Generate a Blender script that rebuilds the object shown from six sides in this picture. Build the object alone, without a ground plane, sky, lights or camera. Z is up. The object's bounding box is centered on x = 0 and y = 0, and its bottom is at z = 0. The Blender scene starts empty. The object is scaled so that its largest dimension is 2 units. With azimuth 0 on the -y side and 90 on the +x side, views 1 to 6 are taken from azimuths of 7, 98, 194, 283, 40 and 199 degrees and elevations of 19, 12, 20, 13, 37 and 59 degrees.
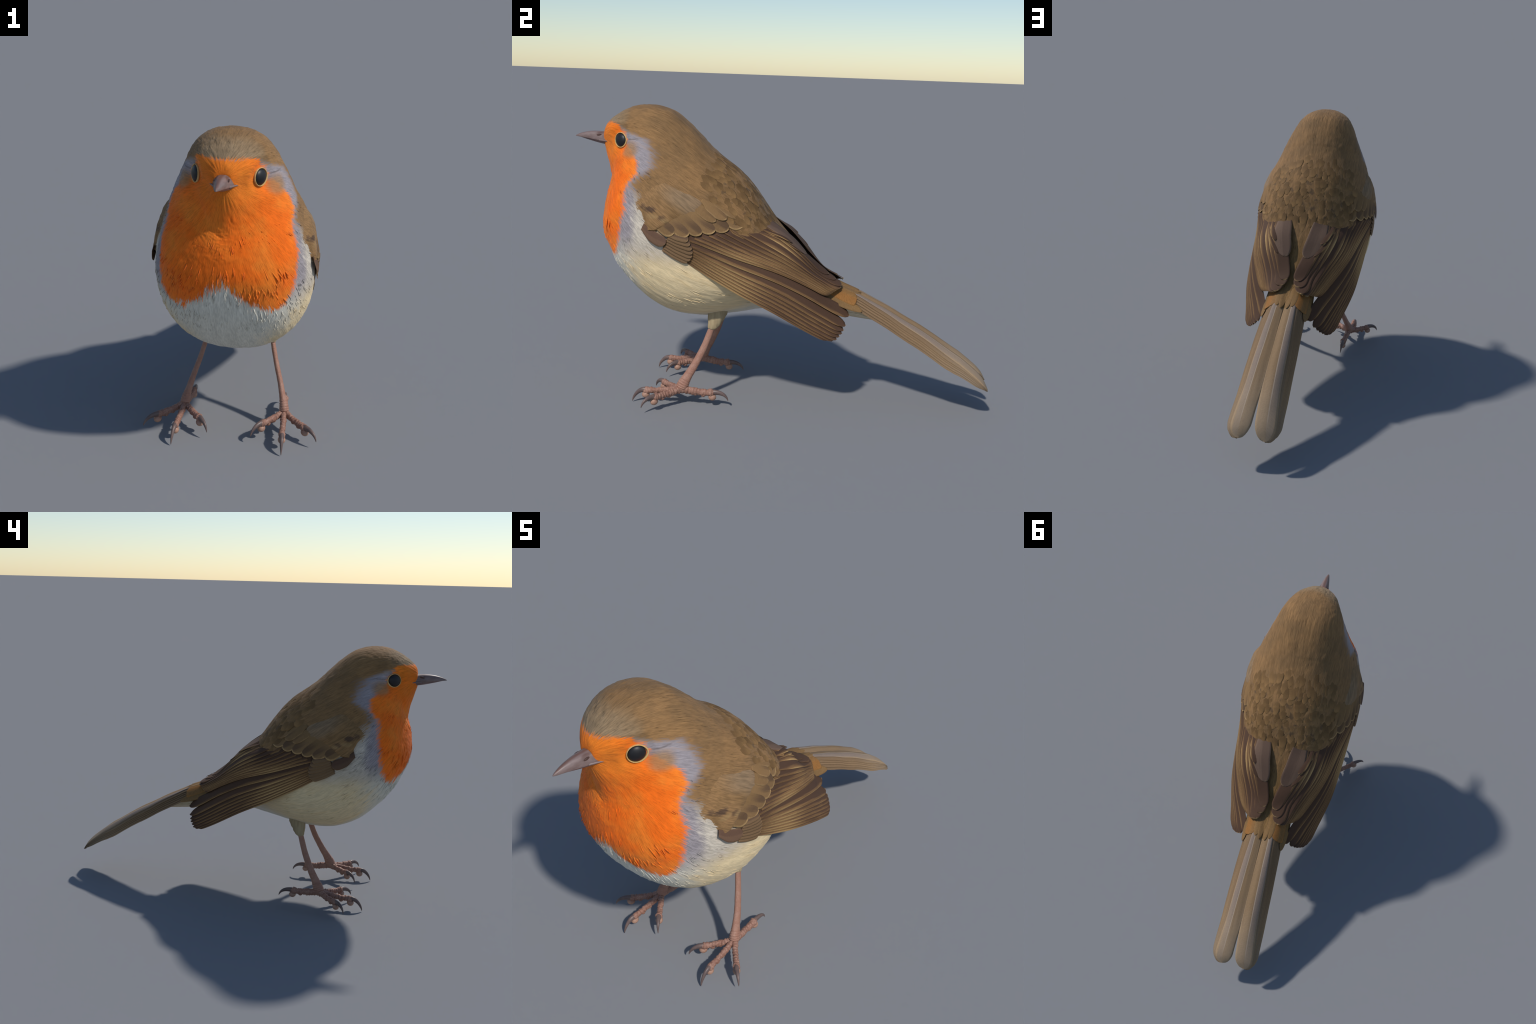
# A robin standing on the ground: lofted body split into head, neck and torso, feathered wings and
# tail (every flight feather is a solid blade of its own), scaly legs and toes, beak, eyes and loose plumage.
import bpy, math, random
import numpy as np
from mathutils import Matrix, Vector

random.seed(11)
rng = np.random.default_rng(11)
TAU = 2 * math.pi

# ------------------------------------------------------------------ helpers
def nrm(v):
    v = np.asarray(v, float)
    return v / (np.linalg.norm(v, axis=-1, keepdims=True) + 1e-12)

def spline(P, t):
    """Catmull-Rom through the rows of P at parameters t (0 .. len-1)."""
    P = np.asarray(P, float)
    if P.ndim == 1:
        P = P[:, None]
    k = len(P) - 1
    t = np.clip(np.asarray(t, float), 0, k)
    i = np.minimum(t.astype(int), k - 1)
    f = (t - i)[..., None]
    Q = np.vstack([2 * P[0] - P[1], P, 2 * P[-1] - P[-2]])
    a, b, c, d = Q[i], Q[i + 1], Q[i + 2], Q[i + 3]
    return .5 * (2 * b + (c - a) * f + (2 * a - 5 * b + 4 * c - d) * f ** 2 + (3 * b - a - 3 * c + d) * f ** 3)

def smooth(a, b, x):
    t = np.clip((np.asarray(x, float) - a) / (b - a), 0, 1)
    return t * t * (3 - 2 * t)

LATTICE = np.random.default_rng(5).random((32, 32, 32))
def vnoise(p):
    """Smooth value noise, 0..1, on an array of points."""
    p = np.asarray(p, float)
    i = np.floor(p).astype(int)
    f = p - i
    f = f * f * (3 - 2 * f)
    out = 0
    for dx in (0, 1):
        for dy in (0, 1):
            for dz in (0, 1):
                w = (f[..., 0] if dx else 1 - f[..., 0]) * (f[..., 1] if dy else 1 - f[..., 1]) * (f[..., 2] if dz else 1 - f[..., 2])
                out = out + w * LATTICE[(i[..., 0] + dx) % 32, (i[..., 1] + dy) % 32, (i[..., 2] + dz) % 32]
    return out

def add_mesh(name, verts, faces, mat, parent=None, matrix=None, smooth_faces=True):
    me = bpy.data.meshes.new(name)
    me.from_pydata([tuple(v) for v in np.asarray(verts, float)], [], faces)
    me.update()
    if smooth_faces:
        me.polygons.foreach_set("use_smooth", [True] * len(me.polygons))
    for m in (mat if isinstance(mat, (list, tuple)) else [mat]):
        me.materials.append(m)
    ob = bpy.data.objects.new(name, me)
    bpy.context.scene.collection.objects.link(ob)
    if parent is not None:
        ob.parent = parent
    if matrix is not None:
        ob.matrix_basis = matrix
    return ob

def grid_faces(nr, nc, closed=True, off=0):
    F = []
    for i in range(nr - 1):
        for j in range(nc if closed else nc - 1):
            k = (j + 1) % nc
            F.append((off + i * nc + j, off + i * nc + k, off + (i + 1) * nc + k, off + (i + 1) * nc + j))
    return F

def tube(centres, radii, na=16, up=(0, 0, 1), caps=True):
    """Swept tube; radii rows are (side radius, up radius). Returns verts, faces."""
    C = np.asarray(centres, float)
    R = np.asarray(radii, float)
    if R.ndim == 1:
        R = np.stack([R, R], -1)
    T = nrm(np.gradient(C, axis=0))
    up = np.asarray(up, float)
    S = nrm(np.cross(T, up))
    U = np.cross(S, T)
    a = np.linspace(0, TAU, na, endpoint=False)
    V = C[:, None] + S[:, None] * (np.cos(a)[None, :, None] * R[:, :1, None]) + U[:, None] * (np.sin(a)[None, :, None] * R[:, 1:, None])
    n = len(C)
    V = V.reshape(-1, 3)
    F = grid_faces(n, na)
    if caps:
        V = np.vstack([V, C[:1], C[-1:]])
        for j in range(na):
            k = (j + 1) % na
            F.append((k, j, n * na))
            F.append(((n - 1) * na + j, (n - 1) * na + k, n * na + 1))
    return V, F

# ------------------------------------------------------------------ node language
class Val:
    """A socket with arithmetic, so that masks read as formulas."""
    def __init__(self, g, s): self.g, self.s = g, s
    def _m(self, op, *o): return self.g.math(op, self, *o)
    def __add__(s, o): return s._m("ADD", o)
    def __radd__(s, o): return s._m("ADD", o)
    def __sub__(s, o): return s._m("SUBTRACT", o)
    def __rsub__(s, o): return s.g.math("SUBTRACT", o, s)
    def __mul__(s, o): return s._m("MULTIPLY", o)
    def __rmul__(s, o): return s._m("MULTIPLY", o)
    def __truediv__(s, o): return s._m("DIVIDE", o)
    def __neg__(s): return s._m("MULTIPLY", -1.0)
    def abs(s): return s._m("ABSOLUTE")
    def max(s, o): return s._m("MAXIMUM", o)
    def min(s, o): return s._m("MINIMUM", o)
    def sqrt(s): return s._m("SQRT")
    def step(s, a, b):
        n = s.g.node("ShaderNodeMapRange", interpolation_type="SMOOTHSTEP")
        s.g.put(n.inputs[0], s)
        s.g.put(n.inputs[1], a); s.g.put(n.inputs[2], b)
        return Val(s.g, n.outputs[0])

class Graph:
    def __init__(self, name):
        self.mat = bpy.data.materials.new(name)
        self.mat.use_nodes = True
        self.t = self.mat.node_tree
        self.t.nodes.clear()
    def node(self, kind, **kw):
        n = self.t.nodes.new(kind)
        for k, v in kw.items():
            setattr(n, k, v)
        return n
    def put(self, inp, v):
        if isinstance(v, Val):
            self.t.links.new(v.s, inp)
        elif isinstance(v, (tuple, list)):
            inp.default_value = tuple(v) + ((1.0,) if len(v) == 3 and len(inp.default_value) == 4 else ())
        else:
            inp.default_value = v
    def math(self, op, *a):
        n = self.node("ShaderNodeMath", operation=op)
        for i, v in zip(n.inputs, a):
            self.put(i, v)
        return Val(self, n.outputs[0])
    def obj(self):
        return Val(self, self.node("ShaderNodeTexCoord").outputs["Object"])
    def split(self, v):
        n = self.node("ShaderNodeSeparateXYZ")
        self.put(n.inputs[0], v)
        return [Val(self, o) for o in n.outputs]
    def join(self, x, y, z):
        n = self.node("ShaderNodeCombineXYZ")
        for i, v in zip(n.inputs, (x, y, z)):
            self.put(i, v)
        return Val(self, n.outputs[0])
    def noise(self, vec, scale=5., detail=2., rough=.5, dist=0.):
        n = self.node("ShaderNodeTexNoise")
        self.put(n.inputs["Vector"], vec)
        self.put(n.inputs["Scale"], scale); self.put(n.inputs["Detail"], detail)
        self.put(n.inputs["Roughness"], rough); self.put(n.inputs["Distortion"], dist)
        return Val(self, n.outputs[0])
    def mix(self, f, a, b):
        n = self.node("ShaderNodeMix", data_type="RGBA")
        self.put(n.inputs[0], f)
        self.put(n.inputs[6], a); self.put(n.inputs[7], b)
        return Val(self, n.outputs[2])
    def scale_col(self, c, f):
        n = self.node("ShaderNodeMix", data_type="RGBA", blend_type="MULTIPLY")
        n.inputs[0].default_value = 1
        self.put(n.inputs[6], c)
        self.put(n.inputs[7], self.join(f, f, f))
        return Val(self, n.outputs[2])
    def curve(self, x, pts, lo, hi, vlo, vhi):
        """Piecewise curve y(x) through pts, computed by a Float Curve node."""
        n = self.node("ShaderNodeFloatCurve")
        m = n.mapping.curves[0]
        q = sorted(((a - lo) / (hi - lo), (b - vlo) / (vhi - vlo)) for a, b in pts)
        while len(m.points) < len(q):
            m.points.new(.5, .5)
        for p, (a, b) in zip(m.points, q):
            p.location = (a, b)
            p.handle_type = "VECTOR"
        n.mapping.update()
        self.put(n.inputs["Value"], (x - lo) / (hi - lo))
        return Val(self, n.outputs[0]) * (vhi - vlo) + vlo
    def prop(self, name):
        n = self.node("ShaderNodeAttribute", attribute_type="OBJECT", attribute_name='["%s"]' % name)
        return Val(self, n.outputs["Fac"])
    def random(self):
        return Val(self, self.node("ShaderNodeObjectInfo").outputs["Random"])
    def finish(self, col, rough=.75, height=None, bump=.3, dist=.003, spec=.2, sheen=0., coat=0.):
        b = self.node("ShaderNodeBsdfPrincipled")
        self.put(b.inputs["Base Color"], col)
        self.put(b.inputs["Roughness"], rough)
        self.put(b.inputs["Specular IOR Level"], spec)
        self.put(b.inputs["Sheen Weight"], sheen)
        self.put(b.inputs["Coat Weight"], coat)
        if height is not None:
            n = self.node("ShaderNodeBump")
            n.inputs["Strength"].default_value = bump
            n.inputs["Distance"].default_value = dist
            self.put(n.inputs["Height"], height)
            self.t.links.new(n.outputs[0], b.inputs["Normal"])
        o = self.node("ShaderNodeOutputMaterial")
        self.t.links.new(b.outputs[0], o.inputs[0])
        return self.mat

# ------------------------------------------------------------------ colours (linear)
ORANGE, ORANGE_DEEP, ORANGE_PALE = (.88, .158, .010), (.66, .100, .006), (.86, .225, .024)
BROWN, BROWN_WARM, BROWN_DARK, BROWN_GREY = (.208, .120, .053), (.265, .147, .061), (.095, .060, .034), (.265, .192, .116)
GREY, WHITE, CREAM, BUFF = (.305, .272, .286), (.67, .64, .55), (.76, .60, .36), (.64, .47, .25)
VANE, EDGE = (.088, .048, .030), (.44, .28, .122)

# ------------------------------------------------------------------ the body form
# back line and breast line in the mirror plane (y, z), beak base first, tail base last
BACK = [(-.849, 1.232), (-.849, 1.248), (-.841, 1.273), (-.822, 1.295), (-.793, 1.319), (-.751, 1.345), (-.699, 1.366), (-.638, 1.373),
        (-.573, 1.366), (-.509, 1.341), (-.445, 1.293), (-.376, 1.226), (-.302, 1.158), (-.212, 1.093), (-.152, 1.034), (-.097, .962),
        (-.044, .884), (.023, .806), (.102, .723), (.190, .641), (.271, .588), (.343, .556), (.424, .510), (.47, .478)]
BREAST = [(-.846, 1.203), (-.852, 1.181), (-.843, 1.150), (-.832, 1.108), (-.820, 1.065), (-.815, 1.024), (-.814, .994), (-.826, .963),
          (-.837, .919), (-.842, .861), (-.834, .793), (-.807, .719), (-.767, .639), (-.697, .550), (-.596, .459), (-.476, .405),
          (-.338, .393), (-.200, .413), (-.091, .434), (.049, .460), (.199, .466), (.320, .452), (.420, .442), (.48, .447)]
HALF_WIDTH = [.018, .030, .044, .064, .089, .112, .131, .153, .178, .208, .251, .283, .314, .326, .325, .312, .287, .240, .178, .130, .100, .078, .060, .045]
WIDEST_AT = [.538, .595, .649, .694, .724, .738, .731, .699, .630, .528, .426, .462, .498, .482, .466, .452, .487, .558, .632, .691, .740, .78, .80, .80]
ROUND_UP = [2.05, 2.06, 2.07, 2.07, 2.08, 2.10, 2.15, 2.24, 2.34, 2.39, 2.26, 2.09, 2.02, 2.06, 2.14, 2.32, 2.46, 2.36, 2.05, 2.05, 2.05, 2.02, 2.0, 2.0]
ROUND_LOW = [2.00, 1.92, 1.84, 1.78, 1.74, 1.70, 1.68, 1.74, 1.94, 2.24, 2.45, 2.46, 2.49, 2.43, 2.28, 2.10, 1.94, 1.82, 1.72, 1.62, 1.60, 1.65, 1.78, 1.8]
LAST = len(BACK) - 1

EYE = np.array([.120, -.738, 1.213])
EYE_OUT = nrm([.86, -.50, .06])

def body_raw(u, phi):
    t, b = spline(BACK, u), spline(BREAST, u)
    w, m = spline(HALF_WIDTH, u), spline(WIDEST_AT, u)
    nu, nl = spline(ROUND_UP, u)[..., 0], spline(ROUND_LOW, u)[..., 0]
    c, s = np.cos(phi), np.sin(phi)
    n = np.where(c >= 0, nu, nl)
    cc = np.sign(c) * np.abs(c) ** (2 / n)
    ss = np.sign(s) * np.abs(s) ** (2 / n)
    C = b + (t - b) * m
    yz = C + np.where(cc[..., None] >= 0, t - C, C - b) * cc[..., None]
    return np.concatenate([w * ss[..., None], yz], -1)

def body(u, phi):
    """Point on the body: phi 0 on the back, pi on the breast, the bird's +x side at pi/2."""
    u, phi = np.broadcast_arrays(np.asarray(u, float), np.asarray(phi, float))
    P = body_raw(u, phi)
    side = np.sign(P[..., :1])
    Q = P * np.concatenate([side, np.ones_like(side), np.ones_like(side)], -1)
    d = Q - EYE                                  # the face is flattened round the eye
    near = 1 - smooth(.035, .085, np.linalg.norm(d, axis=-1))
    out = d @ EYE_OUT
    Q = Q - (near * (out + .002))[..., None] * EYE_OUT * .92
    lore = np.exp(-(((Q[..., 0] - .075) / .034) ** 2 + ((Q[..., 1] + .80) / .045) ** 2 + ((Q[..., 2] - 1.185) / .040) ** 2))
    Q = Q - .013 * lore[..., None] * np.array([.7, -.7, 0])      # hollow between beak and eye
    Q[..., 0] = np.maximum(Q[..., 0], 0)
    return Q * np.concatenate([np.where(side == 0, 1, side), np.ones_like(side), np.ones_like(side)], -1)

def body_frame(u, phi, e=1e-3):
    p = body(u, phi)
    du = body(u + e, phi) - body(u - e, phi)
    dp = body(u, phi + e) - body(u, phi - e)
    return p, nrm(np.cross(dp, du)), du, dp

BEAK_BASE = np.array([0, -.86, 1.22])
AXIS, PERP = np.array([0, .862, -.507]), np.array([0, .507, .862])
def flow_coords(P):
    """Meridian direction (2 numbers), distance from that axis and distance from the beak."""
    d = P - BEAK_BASE
    a = np.stack([d[..., 0], d @ PERP], -1)
    rho = np.sqrt((a ** 2).sum(-1, keepdims=True) + .0004)
    return a / rho, rho, np.linalg.norm(d, axis=-1, keepdims=True)
def flow_dir(P, N):
    a, _, _ = flow_coords(P)
    around = np.array([a[1], -a[0] * PERP[1], -a[0] * PERP[2]])
    f = nrm(np.cross(N, around))
    return f if f @ AXIS > 0 else -f

# ------------------------------------------------------------------ materials
def plumage_material():
    g = Graph("plumage")
    o = g.obj()
    x, y, z = g.split(o)
    ax = x.abs()
    # feathers lie along meridians that leave the beak and meet at the tail: streaks are noise that is fine
    # across the meridians and long along them
    dx, dy, dz = x, y + .86, z - 1.22
    r = (dx * dx + dy * dy + dz * dz).sqrt()
    perp = dy * .507 + dz * .862
    rho = (x * x + perp * perp + .0004).sqrt()
    def streak(across, along, detail=2.):
        return g.noise(g.join(x / rho * across, perp / rho * across, r * along), 1., detail, .6)
    far = rho.step(.13, .30)
    head_streak, body_streak = streak(52., 40.), streak(108., 36.)
    fine = head_streak + (body_streak - head_streak) * far
    broad_h, broad_b = streak(11., 11., 1.), streak(22., 10., 1.)
    broad = broad_h + (broad_b - broad_h) * far
    soft = g.noise(o, 9., 3., .55)
    lump = g.noise(o, 22., 2., .5)
    w = (fine - .5) * .09 + (broad - .5) * .06 + (soft - .5) * .04
    lo, hi = .3, 1.5
    # where the orange bib ends behind, below and on the forehead
    behind = g.curve(z, [(.3, -.86), (.62, -.83), (.66, -.79), (.69, -.752), (.73, -.72), (.80, -.70), (.86, -.69), (.915, -.678), (.98, -.682),
                         (1.03, -.672), (1.065, -.636), (1.12, -.628), (1.16, -.665), (1.20, -.70), (1.25, -.725), (1.285, -.745), (1.30, -.80), (1.5, -.80)], lo, hi, -1., .6)
    below = g.curve(ax, [(0, .815), (.03, .795), (.06, .768), (.10, .728), (.15, .705), (.2, .69), (.3, .68), (.4, .68)], 0., .4, .3, 1.5)
    orange = (behind - y + w * .7).step(-.012, .016) * (z - below + w * 1.3).step(-.012, .022) * (1.291 - z + w * .35).step(-.004, .008)
    # where brown starts behind the grey band
    brown_from = g.curve(z, [(.3, .55), (.45, .50), (.5, .34), (.58, .24), (.65, .10), (.75, -.05), (.80, -.40), (.85, -.50), (.90, -.548), (.95, -.588), (1.0, -.606), (1.03, -.622), (1.06, -.60),
                             (1.11, -.53), (1.165, -.545), (1.227, -.577), (1.262, -.68), (1.284, -.76), (1.296, -.9), (1.5, -.95)], lo, hi, -1., .6)
    brown = (y - brown_from + w * 1.6 + .019).step(-.035, .03)
    # cheek behind the eye
    cx, cy, cz = ax - .165, y + .672, z - 1.172
    cheek = (1.0 - (cx * cx + cy * cy * 1.1 + cz * cz * 1.6).sqrt() / .068 + w * 5.).step(.0, .6)
    belly = (z + w).step(.82, .66)
    flank = (ax + w * .8).step(.08, .20) * (y + w).step(-.74, -.56)
    under = g.mix(flank, WHITE, CREAM)
    under = g.mix((broad.step(.5, .75)) * flank * .6, under, BUFF)
    pale = g.mix((belly + ax.step(.19, .10) * z.step(1.0, .9)).min(1.0), GREY, under)
    fringe = (y + .66 + w * .6).step(.0, .06) * z.step(1.04, .98) * z.step(.68, .80)
    pale = g.mix(fringe * .75, pale, (.60, .53, .42))
    vent = (y + w).step(-.02, .12)
    pale = g.mix(vent * .6, pale, BUFF)
    # brown of crown, nape and back
    up = g.mix(soft.step(.3, .7), BROWN, BROWN_WARM)
    crown_front = (y + soft * .12).step(-.62, -.74) * z.step(1.26, 1.30)
    up = g.mix(crown_front * .85, up, BROWN_GREY)
    patch = g.noise(g.join(x * 1.3, y, z), 26., 1., .5)
    mantle = y.step(-.34, -.22) * z.step(.80, .90)
    up = g.mix(patch.step(.56, .68) * mantle * .75, up, BROWN_DARK)
    rump = y.step(.0, .1)
    up = g.mix(rump * .7, up, (.235, .135, .048))
    over_eye = z.step(1.235, 1.275) * (y + .76).step(-.02, .03)
    pale = g.mix(over_eye * .65, pale, (.34, .245, .14))
    col = g.mix(brown, pale, up)
    eye_line = (z - 1.219 - (y + .70) * .12).abs().step(.0045, .001) * (y + .705).step(.0, .012) * (y + .61).step(.0, -.05)
    col = g.mix(eye_line * .5, col, (.12, .09, .08))
    bib = g.mix(soft.step(.35, .7), ORANGE, ORANGE_PALE)
    face = (z + w).step(1.06, 1.17) * (y + w).step(-.70, -.80)
    bib = g.mix(face * .55, bib, (.70, .205, .020))
    bib = g.mix((fine - .5).abs().step(.02, .16) * .25, bib, ORANGE_DEEP)
    col = g.mix(orange, col, bib)
    col = g.mix(cheek * .8, col, (.34, .19, .085))
    shade = fine.step(.33, .67) * .38 + broad.step(.3, .7) * .20 + .71
    dash = (fine * .75 + lump * .25).step(.41, .33) * .34
    col = g.scale_col(col, 1.0 + (shade - 1.0) * (1.0 - belly * (1.0 - brown) * .45) * (1.0 - orange * .35) - dash * brown)
    return g.finish(col, .8, fine * .7 + broad * .3, .5, .003, .15, .05)

def feather_material(name, vane, edge, edge_from=.66, streak=.35, warm=None, shaft=None, outer_only=0., inner=None, tip_col=None, warm_at=-.1, shaft_at=0., vary=.22, root_col=None):
    """Vane, pale margin and barbs of one feather, in its own frame: x along, y across, margin found from its length and width."""
    g = Graph(name)
    x, y, z = g.split(g.obj())
    L, H, M, S = g.prop("feather_length"), g.prop("half_width"), g.prop("mid_offset"), g.prop("outer_side")
    rnd = g.random()
    t = x / L
    yy = y - M * 4.0 * t * (1.0 - t)
    out = yy * S / H                                  # +1 on the outer (lower) margin, -1 on the inner one
    a = out.abs() if not outer_only else out.max(out * -(1.0 - outer_only))
    tip = (H / L * 1.1).min(.5)
    k = ((t - 1.0 + tip) / tip).max(0.0)
    e = (a * a + k * k).sqrt()
    barb = g.noise(g.join(x - yy.abs() * .8, yy * .25, rnd * 9.), 420., 1., .5)
    along = g.noise(g.join(x * 8., yy * 150., rnd * 20.), 1., 2., .6)
    m = (e + (along - .5) * .20 + (barb - .5) * .10).step(edge_from, edge_from + .24)
    base = vane if warm is None else g.mix((out + (along - .5) * .7).step(warm_at, warm_at + .4), vane, warm)
    if inner is not None:
        base = g.mix((out + (along - .5) * .3).step(shaft_at + .08, shaft_at - .1), base, inner)
    if root_col is not None:
        base = g.mix((t + (along - .5) * .3 + out * .10).step(.78, .32), base, root_col)
    if tip_col is not None:
        base = g.mix((t + (along - .5) * .2).step(.45, .95) * .75, base, tip_col)
    col = g.mix(m, base, edge)
    if shaft is not None:
        col = g.mix((yy - H * S * shaft_at).abs().step(.0030, .0014) * t.step(.97, .85), col, shaft)
    col = g.scale_col(col, barb * streak + (1 - streak * .5) + (rnd - .5) * vary)
    return g.finish(col, .74, barb * .6 + along * .5, .35, .002, .14)

def skin_material(name, base, dark, warm, scale, strength=.45, rough=.55):
    g = Graph(name)
    o = g.obj()
    v = g.node("ShaderNodeTexVoronoi", feature="DISTANCE_TO_EDGE")
    g.put(v.inputs["Vector"], o); g.put(v.inputs["Scale"], scale)
    crack = Val(g, v.outputs[0]).step(.0, .12)
    n = g.noise(o, 30., 3., .6)
    col = g.mix(n.step(.35, .7), base, warm)
    col = g.mix((1.0 - crack) * strength, col, dark)
    return g.finish(col, rough, crack * .7 + n * .5, .35, .002, .35)

def plain_material(name, a, b, scale, rough=.45, spec=.4, stretch=(1, 1, 1)):
    g = Graph(name)
    x, y, z = g.split(g.obj())
    n = g.noise(g.join(x * stretch[0], y * stretch[1], z * stretch[2]), scale, 3., .6)
    return g.finish(g.mix(n.step(.3, .7), a, b), rough, n, .15, .002, spec)

def covert_material():
    """Soft brown plumage of the shoulder: streaks along the wing, a grey upper sweep, two dark smudges."""
    g = Graph("shoulder_plumage")
    o = g.obj()
    x, y, z = g.split(o)
    u, v = y * .80 - z * .60, y * .60 + z * .80      # along and across the folded wing
    st = g.noise(g.join(u * 14., v * 170., x * 60.), 1., 2., .6)
    soft = g.noise(o, 11., 3., .55)
    col = g.mix(soft.step(.3, .7), (.205, .118, .050), (.268, .152, .066))
    ridge = (v - .555 + (y + .513) * .06 + soft * .03).abs()
    grey = (v - .50 + soft * .05).step(.0, .05) * (u + .98).step(-.08, .05)
    col = g.mix(grey * .36, col, (.285, .22, .155))
    for cy, cz, ry, rz, k in ((-.545, .934, .028, .013, .85), (-.582, .945, .014, .012, .6), (-.49, .90, .018, .012, .6), (-.455, .875, .022, .012, .5)):
        d = ((y - cy) / ry) * ((y - cy) / ry) + ((z - cz) / rz) * ((z - cz) / rz)
        col = g.mix((d.sqrt() + (st - .5) * 1.2).step(1.35, .55) * k, col, (.075, .045, .032))
    for cy, cz, ry, rz in ((-.535, .905, .03, .010), (-.475, .89, .02, .010)):
        d = ((y - cy) / ry) * ((y - cy) / ry) + ((z - cz) / rz) * ((z - cz) / rz)
        col = g.mix((d.sqrt() + (st - .5) * 1.2).step(1.35, .5) * .5, col, (.34, .22, .10))
    front = g.curve(z, [(.6, -.45), (.74, -.472), (.80, -.525), (.85, -.558), (.90, -.583), (.96, -.606), (1.02, -.612), (1.05, -.60), (1.08, -.56), (1.2, -.5)], .6, 1.2, -.8, .0)
    edge = (y - front + (st - .5) * .10 + (soft - .5) * .03)  .step(-.006, -.024)
    col = g.mix(edge, col, g.mix(z.step(.86, 1.0), (.68, .58, .40), (.40, .345, .32)))
    col = g.scale_col(col, st.step(.3, .7) * .42 + .79)
    return g.finish(col, .8, st, .5, .003, .15, .05)

PLUMAGE = plumage_material()
SHOULDER = covert_material()
FLIGHT = feather_material("flight_feather", VANE, EDGE, .82, .35, (.218, .120, .053), outer_only=.35, warm_at=.47)
TERTIAL = feather_material("tertial_feather", (.112, .070, .050), (.33, .22, .12), .90, .25, (.145, .092, .064))
COVERT = feather_material("covert_feather", (.128, .075, .041), (.42, .265, .118), .73, .35, (.218, .128, .058), outer_only=.5, warm_at=-.05, root_col=(.225, .132, .058))
SMALL_COVERT = feather_material("primary_covert", (.125, .074, .045), (.25, .155, .075), .78, .3, (.19, .115, .06), outer_only=.4)
ALULA = feather_material("alula_feather", (.115, .064, .042), (.24, .145, .07), .88, .3, (.14, .08, .05))
MANTLE = feather_material("mantle_feather", (.160, .090, .037), (.2, .12, .05), 1.6, .45, tip_col=(.255, .145, .058), vary=.42)
TAIL_TOP = feather_material("tail_feather_top", (.235, .150, .080), (.33, .23, .14), .80, .4, (.27, .175, .095), (.37, .285, .21), inner=(.245, .185, .145), tip_col=(.32, .235, .155), shaft_at=-.22)
TAIL_SIDE = feather_material("tail_feather_side", (.22, .14, .078), (.29, .19, .105), .80, .4, (.26, .165, .09), tip_col=(.29, .215, .145))
SCAPULAR = feather_material("scapular_feather", (.170, .098, .046), (.30, .185, .086), .70, .4, (.225, .130, .057), outer_only=.5, warm_at=-.3, root_col=(.225, .130, .056))
RUFOUS = feather_material("rufous_covert", (.27, .122, .036), (.28, .135, .042), .9, .8, (.235, .122, .044))
RUMP = feather_material("rump_covert", (.205, .118, .048), (.25, .145, .06), .9, .7, (.245, .138, .052), tip_col=(.235, .135, .056))
VENT = feather_material("vent_covert", (.60, .50, .34), (.66, .57, .42), .6, .4, (.52, .41, .26))
SHANK = skin_material("leg_skin", (.33, .165, .115), (.15, .055, .035), (.365, .20, .145), 60., .12)
TOE = skin_material("toe_skin", (.31, .158, .112), (.13, .05, .035), (.37, .21, .155), 110.)
CLAW = plain_material("claw_horn", (.115, .080, .074), (.165, .110, .095), 40., .4, .4)
PAD = plain_material("toe_pad_skin", (.42, .25, .18), (.36, .20, .14), 60., .5, .35)
def beak_material():
    g = Graph("beak_horn")
    o = g.obj()
    x, y, z = g.split(o)
    n = g.noise(g.join(x * 3, y, z * 3), 18., 3., .6)
    col = g.mix(n.step(.3, .7), (.225, .165, .155), (.16, .108, .098))
    col = g.mix((x.abs() + (n - .5) * .006).step(.009, .003) * z.step(1.214, 1.226) * .75, col, (.155, .080, .060))
    col = g.mix(((x.abs() - .020) * (x.abs() - .020) * 6.0 + (y + .872) * (y + .872)).sqrt().step(.024, .010) * z.step(1.214, 1.220) * .6, col, (.11, .06, .05))
    return g.finish(col, .42, n, .15, .002, .4)
BEAK = beak_material()
BEAK_LOW = plain_material("lower_beak_horn", (.19, .135, .13), (.13, .085, .08), 16., .42, .4, (3, 1, 3))
NOSTRIL = plain_material("nostril_dark", (.06, .035, .03), (.10, .055, .045), 60., .6, .2)
EYE_MAT = plain_material("eye_black", (.010, .010, .012), (.016, .014, .014), 20., .45, .4)
RING = plain_material("eye_ring_skin", (.56, .33, .11), (.62, .42, .19), 80., .7, .2)
THIGH = plain_material("thigh_plumage", (.42, .33, .20), (.32, .245, .145), 14., .8, .15, (6, 6, 1))

# ------------------------------------------------------------------ the bird
robin = bpy.data.objects.new("robin", None)
bpy.context.scene.collection.objects.link(robin)
robin["label"] = "small round songbird with orange face and breast, brown back"
robin["category"] = "bird"

# ---- body: one smooth skin, cut by region into head, neck and torso
NR, NA = 300, 220
us = LAST * np.linspace(0, 1, NR)
ph = np.linspace(0, TAU, NA, endpoint=False)
BV = body(us[:, None], ph[None])
mer, rho, r = flow_coords(BV)
_, BN, _, _ = body_frame(us[:, None], ph[None])
BN = np.nan_to_num(BN)
flow_noise = vnoise(np.concatenate([mer * (12 + 34 * smooth(.1, .32, rho)), r * 16], -1) + 7.3)
lump_noise = vnoise(BV * 26)
crease = BV[..., 2] - (1.0 + (BV[..., 1] + .82) * .49)            # the slight fold where the hood meets the mantle
relief = (flow_noise - .5) * .003 + (lump_noise - .5) * .002 + (.0012 * smooth(-.008, .010, crease) * smooth(.06, .01, crease) - .0008 * smooth(.016, 0, np.abs(crease + .006))) * smooth(-.62, -.45, BV[..., 1])
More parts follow.
